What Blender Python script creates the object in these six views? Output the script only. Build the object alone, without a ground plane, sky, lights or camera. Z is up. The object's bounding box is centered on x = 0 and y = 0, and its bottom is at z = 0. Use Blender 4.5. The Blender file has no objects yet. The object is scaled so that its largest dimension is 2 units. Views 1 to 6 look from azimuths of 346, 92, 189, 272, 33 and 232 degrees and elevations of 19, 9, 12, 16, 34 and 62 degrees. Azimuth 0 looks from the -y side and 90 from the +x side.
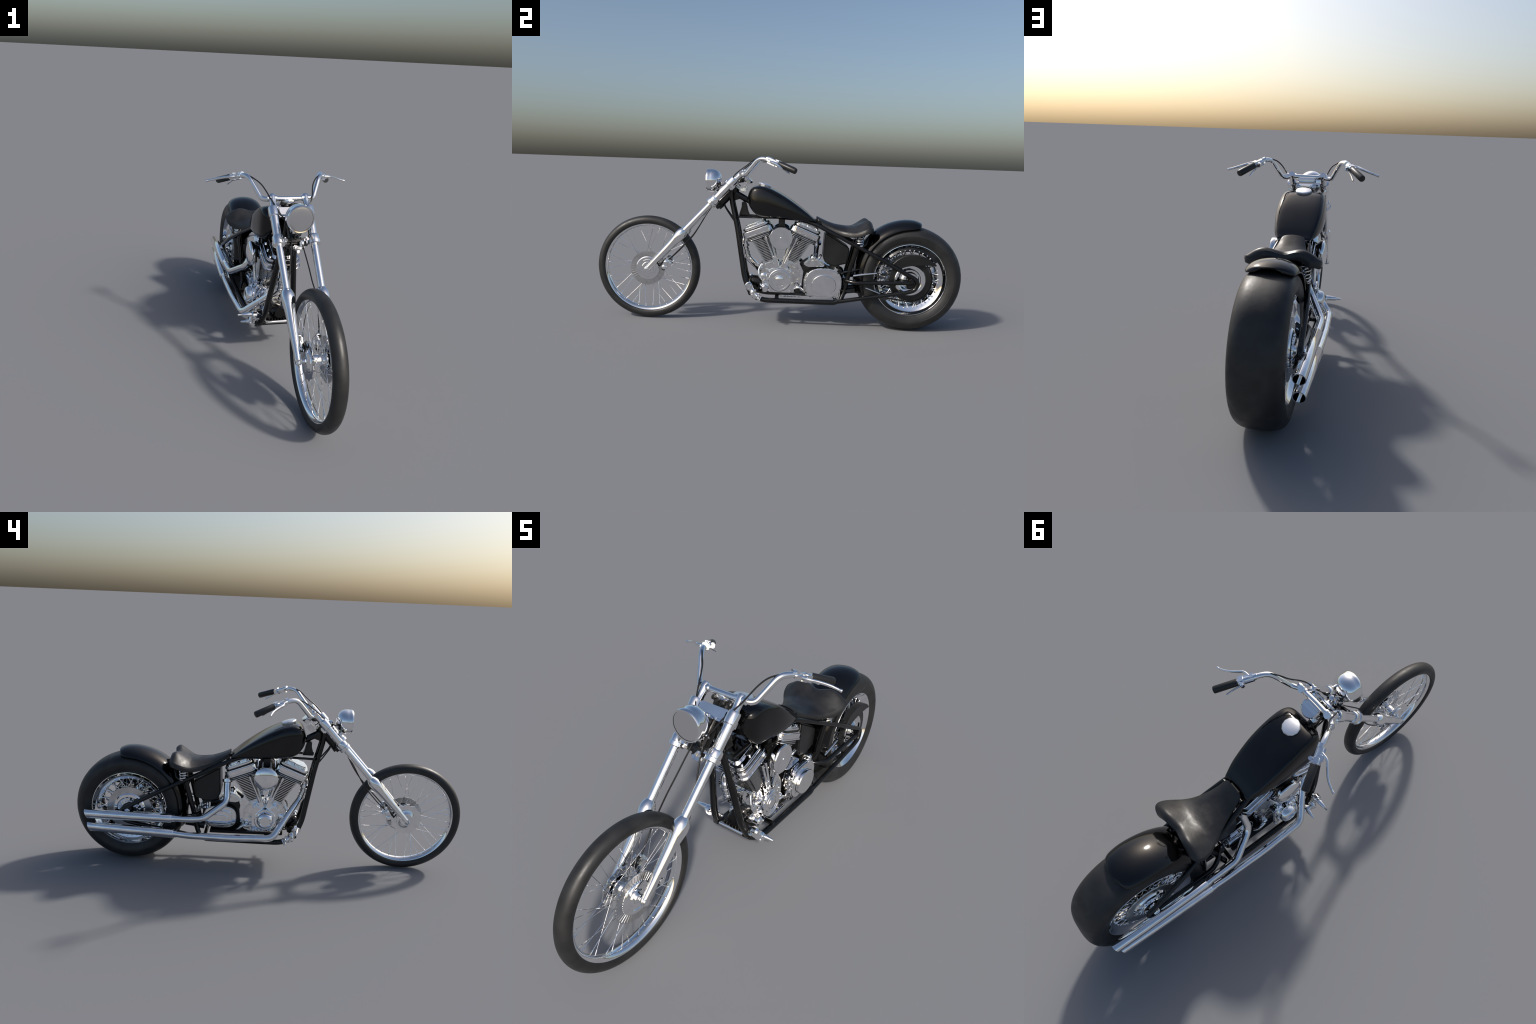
# Long-fork custom motorcycle, built part by part.  Metres, z up, front of the bike towards -y.
import bpy, bmesh, math, random
from mathutils import Vector, Matrix, Quaternion
random.seed(7)
PI = math.pi

# ------------------------------------------------------------------ materials
def new_mat(name):
    m = bpy.data.materials.new(name); m.use_nodes = True
    nt = m.node_tree; b = nt.nodes["Principled BSDF"]
    return m, nt, b

def noise_bump(nt, b, scale, strength, dist=0.002, detail=2.0):
    tc = nt.nodes.new("ShaderNodeTexCoord"); n = nt.nodes.new("ShaderNodeTexNoise")
    n.inputs["Scale"].default_value = scale; n.inputs["Detail"].default_value = detail
    bp = nt.nodes.new("ShaderNodeBump"); bp.inputs["Strength"].default_value = strength
    bp.inputs["Distance"].default_value = dist
    nt.links.new(tc.outputs["Object"], n.inputs["Vector"])
    nt.links.new(n.outputs["Fac"], bp.inputs["Height"])
    nt.links.new(bp.outputs["Normal"], b.inputs["Normal"])
    return tc, n

def noise_colour(nt, b, c1, c2, scale, lo=0.35, hi=0.65, detail=4.0):
    tc = nt.nodes.new("ShaderNodeTexCoord"); n = nt.nodes.new("ShaderNodeTexNoise")
    n.inputs["Scale"].default_value = scale; n.inputs["Detail"].default_value = detail
    r = nt.nodes.new("ShaderNodeValToRGB")
    r.color_ramp.elements[0].position = lo; r.color_ramp.elements[0].color = (*c1, 1)
    r.color_ramp.elements[1].position = hi; r.color_ramp.elements[1].color = (*c2, 1)
    nt.links.new(tc.outputs["Object"], n.inputs["Vector"])
    nt.links.new(n.outputs["Fac"], r.inputs["Fac"])
    nt.links.new(r.outputs["Color"], b.inputs["Base Color"])

def metal(name, c1, c2, rough, bump=0.0, bscale=40, cscale=25, bdist=0.002):
    m, nt, b = new_mat(name)
    b.inputs["Metallic"].default_value = 1.0; b.inputs["Roughness"].default_value = rough
    noise_colour(nt, b, c1, c2, cscale)
    if bump: noise_bump(nt, b, bscale, bump, bdist)
    return m

def paint(name, c1, c2, rough, coat=0.0, bump=0.0, bscale=60, cscale=12, spec=0.5):
    m, nt, b = new_mat(name)
    b.inputs["Roughness"].default_value = rough; b.inputs["Specular IOR Level"].default_value = spec
    b.inputs["Coat Weight"].default_value = coat; b.inputs["Coat Roughness"].default_value = 0.04
    noise_colour(nt, b, c1, c2, cscale)
    if bump: noise_bump(nt, b, bscale, bump)
    return m

CHROME = metal("chrome", (0.88, 0.885, 0.89), (0.97, 0.97, 0.97), 0.045, 0.14, 28)
CAST = metal("polished_casting", (0.74, 0.74, 0.74), (0.96, 0.96, 0.96), 0.08, 0.9, 34, 40, 0.006)
ENGINE = metal("engine_chrome", (0.86, 0.86, 0.87), (0.98, 0.98, 0.98), 0.05, 0.8, 30, 30, 0.0035)
FIN = metal("fin_alloy", (0.62, 0.62, 0.62), (0.82, 0.82, 0.82), 0.20)
BARREL = metal("barrel_iron", (0.28, 0.28, 0.28), (0.44, 0.44, 0.44), 0.30)
CAPM = metal("satin_cap", (0.90, 0.90, 0.91), (0.97, 0.97, 0.97), 0.38)
ROTOR = metal("brushed_steel", (0.50, 0.50, 0.51), (0.66, 0.66, 0.66), 0.28, 0.15, 80)
BLACK = paint("gloss_black_paint", (0.0016, 0.0017, 0.0020), (0.0034, 0.0034, 0.0036), 0.07, 0.0, 0.03, 20)
FRAMEBLK = paint("frame_black", (0.002, 0.002, 0.0022), (0.006, 0.006, 0.006), 0.16, 0.0, 0.10, 40)
SATIN = paint("satin_black", (0.006, 0.006, 0.006), (0.013, 0.013, 0.013), 0.35, 0, 0.15, 70)
RUBBER = paint("tire_rubber", (0.0135, 0.0133, 0.0132), (0.022, 0.0218, 0.0215), 0.42, 0, 0.12, 60, 18)
LEATHER = paint("seat_leather", (0.012, 0.012, 0.012), (0.021, 0.0205, 0.0205), 0.38, 0, 0.30, 48, 22)
GRIPRUB = paint("grip_rubber", (0.010, 0.010, 0.010), (0.016, 0.016, 0.016), 0.4)
CABLE = paint("cable_black", (0.006, 0.006, 0.006), (0.012, 0.012, 0.012), 0.3)
m_, nt_, b_ = new_mat("lamp_lens")
b_.inputs["Base Color"].default_value = (0.80, 0.80, 0.80, 1); b_.inputs["Metallic"].default_value = 1.0
b_.inputs["Roughness"].default_value = 0.20
w_ = nt_.nodes.new("ShaderNodeTexWave"); w_.inputs["Scale"].default_value = 9; w_.inputs["Distortion"].default_value = 1.5
t_ = nt_.nodes.new("ShaderNodeTexCoord"); bp_ = nt_.nodes.new("ShaderNodeBump")
bp_.inputs["Strength"].default_value = 0.06; bp_.inputs["Distance"].default_value = 0.002
nt_.links.new(t_.outputs["Object"], w_.inputs["Vector"]); nt_.links.new(w_.outputs["Fac"], bp_.inputs["Height"])
nt_.links.new(bp_.outputs["Normal"], b_.inputs["Normal"])
LENS = m_

def uneven_gloss(m, scale, lo, hi, detail=6.0):
    nt = m.node_tree; b = nt.nodes["Principled BSDF"]
    tc = nt.nodes.new("ShaderNodeTexCoord"); n = nt.nodes.new("ShaderNodeTexNoise"); r = nt.nodes.new("ShaderNodeMapRange")
    n.inputs["Scale"].default_value = scale; n.inputs["Detail"].default_value = detail; n.inputs["Distortion"].default_value = 1.2
    r.inputs["From Min"].default_value = 0.35; r.inputs["From Max"].default_value = 0.7
    r.inputs["To Min"].default_value = lo; r.inputs["To Max"].default_value = hi
    nt.links.new(tc.outputs["Object"], n.inputs["Vector"]); nt.links.new(n.outputs["Fac"], r.inputs["Value"])
    nt.links.new(r.outputs["Result"], b.inputs["Roughness"])
uneven_gloss(BLACK, 9, 0.05, 0.17)
uneven_gloss(LEATHER, 16, 0.34, 0.52)
uneven_gloss(RUBBER, 12, 0.38, 0.58)

# ------------------------------------------------------------------ scene helpers
def empty(name, parent=None, loc=(0, 0, 0)):
    o = bpy.data.objects.new(name, None); bpy.context.collection.objects.link(o)
    o.empty_display_size = 0.05
    if parent: o.parent = parent
    o.location = loc
    return o

def obj_from_bm(name, bm, mat, parent, sharp=35):
    bmesh.ops.remove_doubles(bm, verts=bm.verts, dist=1e-6)
    bmesh.ops.recalc_face_normals(bm, faces=bm.faces)
    me = bpy.data.meshes.new(name); bm.to_mesh(me); bm.free()
    me.materials.append(mat)
    for p in me.polygons: p.use_smooth = True
    me.set_sharp_from_angle(angle=math.radians(sharp))
    o = bpy.data.objects.new(name, me); bpy.context.collection.objects.link(o)
    o.parent = parent
    return o

def dup(o, mat4, parent=None):
    c = o.copy(); bpy.context.collection.objects.link(c); c.parent = parent or o.parent
    c.matrix_local = mat4
    return c

V = Vector
def catmull(pts, n=8):
    P = [V(p) for p in pts]; P = [P[0] * 2 - P[1]] + P + [P[-1] * 2 - P[-2]]
    out = []
    for i in range(1, len(P) - 2):
        p0, p1, p2, p3 = P[i - 1:i + 3]
        for k in range(n):
            t = k / n
            out.append(0.5 * ((2 * p1) + (p2 - p0) * t + (2 * p0 - 5 * p1 + 4 * p2 - p3) * t * t + (3 * p1 - p0 - 3 * p2 + p3) * t ** 3))
    out.append(P[-2].copy())
    return out

def fillet(pts, rad, n=6):
    P = [V(p) for p in pts]; out = [P[0]]
    for i in range(1, len(P) - 1):
        a, b, c = P[i - 1], P[i], P[i + 1]
        d1, d2 = (a - b), (c - b)
        r = min(rad, d1.length * 0.48, d2.length * 0.48)
        s, e = b + d1.normalized() * r, b + d2.normalized() * r
        for k in range(n + 1):
            t = k / n
            out.append(s * (1 - t) ** 2 + b * 2 * t * (1 - t) + e * t * t)
    out.append(P[-1])
    return out

def sweep_bm(bm, path, radii, segs=16, cap=True, flat=1.0):
    n = len(path)
    if not isinstance(radii, (list, tuple)): radii = [radii] * n
    tan = [(path[min(i + 1, n - 1)] - path[max(i - 1, 0)]).normalized() for i in range(n)]
    up = V((1, 0, 0)) if abs(tan[0].x) < 0.9 else V((0, 0, 1))
    nrm = (up - tan[0] * up.dot(tan[0])).normalized()
    rings = []
    for i in range(n):
        if i:
            q = tan[i - 1].rotation_difference(tan[i]); nrm = (q @ nrm)
            nrm = (nrm - tan[i] * nrm.dot(tan[i])).normalized()
        b = tan[i].cross(nrm)
        rings.append([bm.verts.new(path[i] + (nrm * math.cos(2 * PI * k / segs) + b * math.sin(2 * PI * k / segs) * flat) * radii[i]) for k in range(segs)])
    for i in range(n - 1):
        for k in range(segs):
            bm.faces.new((rings[i][k], rings[i][(k + 1) % segs], rings[i + 1][(k + 1) % segs], rings[i + 1][k]))
    if cap:
        bm.faces.new(rings[0]); bm.faces.new(rings[-1])

def tube(name, path, r, mat, parent, segs=16, cap=True, sharp=40, flat=1.0):
    bm = bmesh.new(); sweep_bm(bm, [V(p) for p in path], r, segs, cap, flat)
    return obj_from_bm(name, bm, mat, parent, sharp)

def basis(axis):
    a = V(axis).normalized()
    u = V((0, 0, 1)) if abs(a.z) < 0.9 else V((0, 1, 0))
    u = (u - a * u.dot(a)).normalized()
    return a, u, a.cross(u)

def lathe_bm(bm, prof, origin, axis, segs=48, closed=False, sx=1.0, sy=1.0):
    """prof: list of (distance along axis, radius)"""
    a, u, w = basis(axis); o = V(origin); rings = []
    for h, r in prof:
        if r < 1e-6: rings.append([bm.verts.new(o + a * h)])
        else: rings.append([bm.verts.new(o + a * h + (u * math.cos(2 * PI * k / segs) * sy + w * math.sin(2 * PI * k / segs) * sx) * r) for k in range(segs)])
    m = len(rings)
    for i in range(m if closed else m - 1):
        A, B = rings[i], rings[(i + 1) % m]
        for k in range(segs):
            k2 = (k + 1) % segs
            if len(A) == 1 and len(B) == 1: continue
            if len(A) == 1: bm.faces.new((A[0], B[k], B[k2]))
            elif len(B) == 1: bm.faces.new((A[k], B[0], A[k2]))
            else: bm.faces.new((A[k], A[k2], B[k2], B[k]))
    return rings

def lathe(name, prof, origin, axis, mat, parent, segs=48, closed=False, sx=1.0, sy=1.0, sharp=35):
    bm = bmesh.new(); lathe_bm(bm, prof, origin, axis, segs, closed, sx, sy)
    return obj_from_bm(name, bm, mat, parent, sharp)

def prism_bm(bm, poly, x0, x1, bev=0.004, seg=2, M=None):
    """poly of (y,z) extruded along x, then edges rounded"""
    t = bmesh.new()
    A = [t.verts.new((x0, y, z)) for y, z in poly]; B = [t.verts.new((x1, y, z)) for y, z in poly]
    n = len(poly); t.faces.new(A); t.faces.new(B[::-1])
    for i in range(n): t.faces.new((A[i], B[i], B[(i + 1) % n], A[(i + 1) % n]))
    bmesh.ops.recalc_face_normals(t, faces=t.faces)
    if bev: bmesh.ops.bevel(t, geom=list(t.edges) + list(t.verts), offset=bev, segments=seg, affect='EDGES', clamp_overlap=True)
    if M: bmesh.ops.transform(t, matrix=M, verts=t.verts)
    me = bpy.data.meshes.new("tmp"); t.to_mesh(me); t.free(); bm.from_mesh(me); bpy.data.meshes.remove(me)

def prism(name, poly, x0, x1, mat, parent, bev=0.004, seg=2, M=None, sharp=40):
    bm = bmesh.new(); prism_bm(bm, poly, x0, x1, bev, seg, M)
    return obj_from_bm(name, bm, mat, parent, sharp)

def box_poly(hy, hz): return [(-hy, -hz), (hy, -hz), (hy, hz), (-hy, hz)]
def box(name, c, size, mat, parent, bev=0.003, rot=None, seg=2):
    M = Matrix.Translation(V(c)) @ (rot.to_4x4() if rot else Matrix.Identity(4))
    return prism(name, box_poly(size[1] / 2, size[2] / 2), -size[0] / 2, size[0] / 2, mat, parent, bev, seg, M)
def rotx(deg): return Matrix.Rotation(math.radians(deg), 3, 'X')

def loft(name, sections, mat, parent, cap=True, sharp=50):
    bm = bmesh.new(); R = [[bm.verts.new(p) for p in s] for s in sections]; n = len(R[0])
    for i in range(len(R) - 1):
        for k in range(n): bm.faces.new((R[i][k], R[i][(k + 1) % n], R[i + 1][(k + 1) % n], R[i + 1][k]))
    if cap: bm.faces.new(R[0]); bm.faces.new(R[-1])
    return obj_from_bm(name, bm, mat, parent, sharp)

def interp(tab, x):
    """smooth (Catmull-Rom) interpolation of a control table [(x, y), ...]"""
    if x <= tab[0][0]: return tab[0][1]
    if x >= tab[-1][0]: return tab[-1][1]
    for i in range(len(tab) - 1):
        if tab[i][0] <= x <= tab[i + 1][0]: break
    x1, y1 = tab[i]; x2, y2 = tab[i + 1]
    m1 = (y2 - tab[i - 1][1]) / (x2 - tab[i - 1][0]) if i else (y2 - y1) / (x2 - x1)
    m2 = (tab[i + 2][1] - y1) / (tab[i + 2][0] - x1) if i + 2 < len(tab) else (y2 - y1) / (x2 - x1)
    h = x2 - x1; t = (x - x1) / h
    return (2 * t ** 3 - 3 * t * t + 1) * y1 + (t ** 3 - 2 * t * t + t) * h * m1 + (3 * t * t - 2 * t ** 3) * y2 + (t ** 3 - t * t) * h * m2

# ------------------------------------------------------------------ the motorcycle
bike = empty("motorcycle")
bike["label"] = "black and chrome custom chopper motorcycle with long raked fork"
bike["category"] = "motorcycle"

FA = V((0, -0.7145, 0.2862)); FR = 0.2862      # thin wheel: axle, tyre radius
RA = V((0, 0.7165, 0.2840)); RR = 0.2840       # fat wheel

# ================================================= thin wheel
w = empty("wheel", bike, FA)
X = (1, 0, 0); O = (0, 0, 0)
tp = []                                         # tyre cross-section
for k in range(25):
    a = math.radians(-125 + 250 * k / 24)
    tp.append((0.0305 * math.sin(a), FR - 0.0265 + 0.0265 * math.cos(a)))
tp += [(0.012, 0.2385), (-0.012, 0.2385)]
lathe("tire", tp, O, X, RUBBER, w, 128, True)
lathe("rim", [(-0.022, 0.2445), (-0.0215, 0.2475), (-0.019, 0.2475), (-0.018, 0.2415), (-0.012, 0.2350), (-0.006, 0.2325), (0.006, 0.2325), (0.012, 0.2350), (0.018, 0.2415), (0.019, 0.2475), (0.0215, 0.2475), (0.022, 0.2445), (0.0200, 0.2395), (0.013, 0.2320), (0.006, 0.2285), (-0.006, 0.2285), (-0.013, 0.2320), (-0.0200, 0.2395)], O, X, CHROME, w, 128, True)
lathe("hub", [(-0.070, 0), (-0.070, 0.0085), (-0.052, 0.0085), (-0.052, 0.019), (-0.044, 0.020), (-0.043, 0.030), (-0.040, 0.031), (-0.034, 0.024), (-0.028, 0.043), (-0.024, 0.043), (-0.022, 0.024), (0.020, 0.024), (0.022, 0.043), (0.026, 0.043), (0.030, 0.030), (0.042, 0.028), (0.044, 0.020), (0.060, 0.019), (0.060, 0.009), (0.074, 0.0085), (0.074, 0)], O, X, CHROME, w, 40)
# brake rotor with scalloped edge, drilled, on an inner carrier
def rotor(name, x, r_out, r_in, thick, lobes, depth, mat, parent, holes=0):
    bm = bmesh.new(); n = lobes * 8; rows = []
    for side in (-1, 1):
        for ro in (0, 1):
            rows.append([])
            for k in range(n):
                a = 2 * PI * k / n
                rr = r_in if ro == 0 else r_out - depth * (0.5 - 0.5 * math.cos(lobes * a))
                rows[-1].append(bm.verts.new((x + side * thick / 2, rr * math.cos(a), rr * math.sin(a))))
    for A, B in ((rows[0], rows[1]), (rows[1], rows[3]), (rows[3], rows[2]), (rows[2], rows[0])):
        for k in range(n): bm.faces.new((A[k], A[(k + 1) % n], B[(k + 1) % n], B[k]))
    return obj_from_bm(name, bm, mat, parent, 30)
rotor("brake_disc", 0.040, 0.0955, 0.060, 0.004, 20, 0.0025, ROTOR, w)
bm = bmesh.new()                                # raised radial ribs on the rotor face
for k in range(40):
    a = 2 * PI * k / 40
    prism_bm(bm, box_poly(0.0016, 0.0145), 0.0415, 0.0432, 0.0006, 1, Matrix.Rotation(a, 4, 'X') @ Matrix.Translation((0, 0, 0.0775)))
o = obj_from_bm("disc_ribs", bm, ROTOR, w); o["kind"] = "stuff"
lathe("disc_carrier", [(0.036, 0.064), (0.044, 0.064), (0.047, 0.060), (0.047, 0.048), (0.044, 0.045), (0.044, 0.034), (0.050, 0.030), (0.050, 0.020), (0.036, 0.020)], O, X, CHROME, w, 48, True)
rotor("hub_plate", -0.036, 0.080, 0.020, 0.004, 12, 0.006, CHROME, w)
lathe("hub_cap", [(-0.036, 0.052), (-0.042, 0.050), (-0.046, 0.034), (-0.048, 0.032), (-0.048, 0.016), (-0.036, 0.016)], O, X, CHROME, w, 40, True)
# spokes: crossed pairs, shared mesh
def spokes(parent, n, hub_r, hub_x, rim_r, rim_x, lead, r, mat, nip=1.9):
    base = None
    for k in range(n):
        s = 1 if k % 2 else -1
        l = lead * (1 if (k // 2) % 2 else -1)
        a = 2 * PI * (k + 0.5) / n
        p = V((s * hub_x, hub_r * math.sin(a + l), hub_r * math.cos(a + l)))
        q = V((s * rim_x, rim_r * math.sin(a), rim_r * math.cos(a)))
        d = q - p; rot = V((0, 0, 1)).rotation_difference(d.normalized()).to_matrix().to_4x4()
        M = Matrix.Translation(p) @ rot @ Matrix.Diagonal((1, 1, d.length, 1))
        if base is None:
            bm = bmesh.new(); sweep_bm(bm, [V((0, 0, 0)), V((0, 0, 0.9)), V((0, 0, 0.905)), V((0, 0, 1))], [r, r, r * nip, r * nip], 8)
            base = obj_from_bm("spoke", bm, mat, parent); base.matrix_local = M
        else: dup(base, M)
spokes(w, 36, 0.043, 0.025, 0.2295, 0.004, math.radians(55), 0.0011, CHROME)
# caliper behind the fork leg
for s in (-1, 1):
    cal = empty("brake_caliper", bike, (0.044 * s, -0.612, 0.312))
    box("caliper_body", (0, 0, 0), (0.034, 0.036, 0.060), CAST, cal, 0.006, rotx(-25))
    for dy, dz in ((0.002, 0.012), (-0.008, -0.014)):
        lathe("caliper_piston", [(s * 0.017, 0), (s * 0.017, 0.013), (s * 0.024, 0.012), (s * 0.026, 0.009), (s * 0.026, 0)], (0, dy, dz), X, CHROME, cal, 24)
    tube("caliper_bracket", [(0.0, -0.002, 0.03), (0.014 * s, -0.035, -0.01), (0.02 * s, -0.06, 0.03)], 0.006, SATIN, cal, 10)
    box("brake_pad", (0.0, -0.012, -0.022), (0.030, 0.018, 0.022), SATIN, cal, 0.002, rotx(-25))
    lathe("banjo_bolt", [(-0.008, 0), (-0.008, 0.007), (0.008, 0.007), (0.008, 0)], (0.0, 0.006, 0.030), X, CHROME, cal, 12)
    box("caliper_bridge", (0, 0.014, -0.004), (0.040, 0.016, 0.040), CHROME, cal, 0.005, rotx(-25))

# ================================================= fat wheel
w2 = empty("wheel", bike, RA)
half = [(0, 0.2840), (0.020, 0.2837), (0.042, 0.2820), (0.062, 0.2775), (0.078, 0.2690), (0.089, 0.2570), (0.0955, 0.2420), (0.0960, 0.2320), (0.0930, 0.2200), (0.0880, 0.2080), (0.0820, 0.1980), (0.0780, 0.1915), (0.070, 0.1850)]
sm = [(p.x, p.y) for p in catmull([(a, b, 0) for a, b in half], 4)]
tp2 = [(-a, b) for a, b in sm[::-1]] + sm[1:]
lathe("tire", tp2, O, X, RUBBER, w2, 160, True)
for s in (-1, 1):                               # moulded line round the sidewall
    lathe("sidewall_rib", [(s * 0.0950, 0.2365), (s * 0.0970, 0.2350), (s * 0.0970, 0.2335), (s * 0.0950, 0.2318)], O, X, RUBBER, w2, 128, True)
hr = [(0.076, 0.1950), (0.0810, 0.1955), (0.0840, 0.1940), (0.0845, 0.1915), (0.0800, 0.1872), (0.0735, 0.1812), (0.0670, 0.1745), (0.0625, 0.1670), (0.0600, 0.1580), (0.0560, 0.1510), (0.040, 0.1480), (0.0, 0.1470)]
lathe("rim", hr + [(-a, b) for a, b in hr[::-1][1:]] + [(-0.070, 0.190), (0.070, 0.190)], O, X, CHROME, w2, 128, True)
lathe("hub", [(-0.100, 0), (-0.100, 0.014), (-0.090, 0.016), (-0.088, 0.030), (-0.075, 0.034), (-0.068, 0.089), (-0.062, 0.089), (-0.056, 0.036), (0.056, 0.036), (0.062, 0.089), (0.068, 0.089), (0.075, 0.038), (0.088, 0.032), (0.092, 0.016), (0.104, 0.014), (0.104, 0)], O, X, CHROME, w2, 40)
spokes(w2, 80, 0.086, 0.066, 0.1600, 0.060, math.radians(20), 0.0030, CHROME, 1.15)
# drive pulley (+x side): dark toothed ring, chrome dished centre
rotor("drive_pulley", 0.080, 0.1135, 0.082, 0.018, 66, 0.0022, SATIN, w2)
lathe("pulley_web", [(0.072, 0.084), (0.090, 0.084), (0.094, 0.080), (0.094, 0.072), (0.086, 0.068), (0.082, 0.056), (0.092, 0.046), (0.098, 0.040), (0.098, 0.020), (0.060, 0.020)], O, X, CHROME, w2, 48, True)
# brake disc (-x side)
rotor("brake_disc", -0.076, 0.1150, 0.079, 0.005, 24, 0.002, ROTOR, w2)
lathe("disc_carrier", [(-0.070, 0.082), (-0.080, 0.082), (-0.086, 0.076), (-0.088, 0.064), (-0.086, 0.060), (-0.086, 0.045), (-0.094, 0.042), (-0.094, 0.020), (-0.060, 0.020)], O, X, CHROME, w2, 48, True)
bolt = None
for k in range(16):
    a = 2 * PI * k / 16; M = Matrix.Translation((-0.0865, 0.052 * math.sin(a), 0.052 * math.cos(a)))
    if bolt is None:
        bolt = lathe("bolt", [(0, 0.0055), (-0.004, 0.0055), (-0.006, 0.004), (-0.006, 0)], O, X, CHROME, w2, 10); bolt.matrix_local = M
    else: dup(bolt, M)
for k in range(5):
    a = 2 * PI * k / 5; dup(bolt, Matrix.Translation((0.097, 0.031 * math.sin(a), 0.031 * math.cos(a))) @ Matrix.Rotation(PI, 4, 'Z'))

# belt guard: black crescent over the pulley
def arc_band(name, cen, pts, x0, x1, mat, parent, bev=0.002):
    """pts: (angle from +z towards -y in degrees, outer radius, inner radius)"""
    outer = [(cen.y - ro * math.sin(math.radians(a)), cen.z + ro * math.cos(math.radians(a))) for a, ro, ri in pts]
    inner = [(cen.y - ri * math.sin(math.radians(a)), cen.z + ri * math.cos(math.radians(a))) for a, ro, ri in pts]
    return prism(name, outer + inner[::-1], x0, x1, mat, parent, bev, 1)
arc_band("belt_guard", RA, [(-57, 0.160, 0.152), (-50, 0.158, 0.136), (-40, 0.152, 0.112), (-25, 0.146, 0.094), (-10, 0.142, 0.084), (5, 0.140, 0.080), (20, 0.138, 0.080), (35, 0.136, 0.083), (50, 0.134, 0.092), (58, 0.132, 0.104)], 0.070, 0.106, SATIN, bike, 0.003)
# toothed belt runs forward to the gearbox
bm = bmesh.new()
ang = [math.radians(a) for a in range(-95, 96, 10)]
loop = [(RA.y + 0.1165 * math.cos(a), RA.z + 0.1165 * math.sin(a)) for a in ang]
loop += [(0.345 - 0.045 * math.cos(a), 0.262 + 0.045 * math.sin(a)) for a in ang[::-1]]
n = len(loop)
cy, cz = 0.55, 0.27
R4 = []
for x, off in ((0.070, 0), (0.088, 0), (0.088, 0.004), (0.070, 0.004)):
    R4.append([bm.verts.new((x, y + off * (1 if y > cy else -1), z + off * (1 if z > cz else -1))) for y, z in loop])
for j in range(4):
    A, B = R4[j], R4[(j + 1) % 4]
    for k in range(n): bm.faces.new((A[k], A[(k + 1) % n], B[(k + 1) % n], B[k]))
obj_from_bm("drive_belt", bm, SATIN, bike)

# ================================================= frame
fr = empty("frame", bike)
for s in (-1, 1):
    # down tube, cradle rail
    tube("frame_tube", fillet([(s * 0.018, -0.264, 0.735), (s * 0.020, -0.260, 0.675), (s * 0.037, -0.224, 0.525), (s * 0.068, -0.176, 0.255), (s * 0.082, -0.134, 0.165), (s * 0.098, -0.070, 0.1445), (s * 0.100, 0.315, 0.1465), (s * 0.098, 0.336, 0.158)], 0.035), 0.0138, FRAMEBLK, fr, 16)
    # rail kick-up, axle loop, seat stay
    tube("frame_tube", fillet([(s * 0.098, 0.322, 0.150), (s * 0.105, 0.420, 0.170), (s * 0.115, 0.700, 0.222), (s * 0.116, 0.745, 0.238), (s * 0.116, 0.753, 0.288), (s * 0.115, 0.715, 0.308), (s * 0.110, 0.556, 0.394), (s * 0.090, 0.349, 0.494), (s * 0.064, 0.195, 0.566), (s * 0.040, 0.100, 0.592)], 0.03), 0.0112, FRAMEBLK, fr, 16)
    # swing arm tube
    tube("swingarm_tube", fillet([(s * 0.116, 0.735, 0.276), (s * 0.112, 0.420, 0.262), (s * 0.080, 0.372, 0.268), (s * 0.045, 0.360, 0.268)], 0.03), 0.0110, FRAMEBLK, fr, 14)
    tube("seat_post", fillet([(s * 0.082, 0.425, 0.452), (s * 0.070, 0.385, 0.290), (s * 0.066, 0.368, 0.200), (s * 0.080, 0.352, 0.160)], 0.02), 0.0125, FRAMEBLK, fr, 14)
    box("tube_lug", (s * 0.080, -0.142, 0.186), (0.032, 0.026, 0.030), FRAMEBLK, fr, 0.006, rotx(25))
    tube("tank_stay", fillet([(s * 0.06, -0.223, 0.590), (s * 0.045, -0.09, 0.588), (s * 0.03, 0.02, 0.590)], 0.02), 0.0062, FRAMEBLK, fr, 10)
    box("axle_plate", (s * 0.113, 0.722, 0.276), (0.010, 0.050, 0.062), FRAMEBLK, fr, 0.004)
    lathe("axle_nut", [(0, 0.016), (0.008 * s, 0.016), (0.011 * s, 0.013), (0.011 * s, 0)], (s * 0.119, 0.7165, 0.2840), X, CHROME if s < 0 else FRAMEBLK, fr, 6, sharp=20)
    box("engine_mount", (s * 0.070, 0.004, 0.162), (0.075, 0.020, 0.012), FRAMEBLK, fr, 0.002)
    box("engine_mount", (s * 0.098, 0.004, 0.155), (0.014, 0.022, 0.022), FRAMEBLK, fr, 0.003)
tube("backbone", [(0, -0.270, 0.728), (0, -0.175, 0.677), (0, 0.02, 0.630), (0, 0.18, 0.572)], 0.017, FRAMEBLK, fr, 18)
fdir = V((0, 0.470, 0.503)).normalized()        # fork direction, upwards
fperp = V((0, fdir.z, -fdir.y))                 # backwards / down
def fk(d, back=0.0, x=0.0):                     # point on fork line: d metres up from axle
    return V((x, -0.7145, 0.2885)) + fdir * d + fperp * (back + 0.0035)
lathe("steering_head", [(-0.002, 0), (-0.002, 0.026), (0.008, 0.029), (0.018, 0.026), (0.118, 0.026), (0.128, 0.029), (0.138, 0.026), (0.138, 0)], fk(0.522, 0.030), fdir, FRAMEBLK, fr, 28)
box("gusset", (0, -0.250, 0.700), (0.030, 0.060, 0.055), FRAMEBLK, fr, 0.006, rotx(20))
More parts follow.
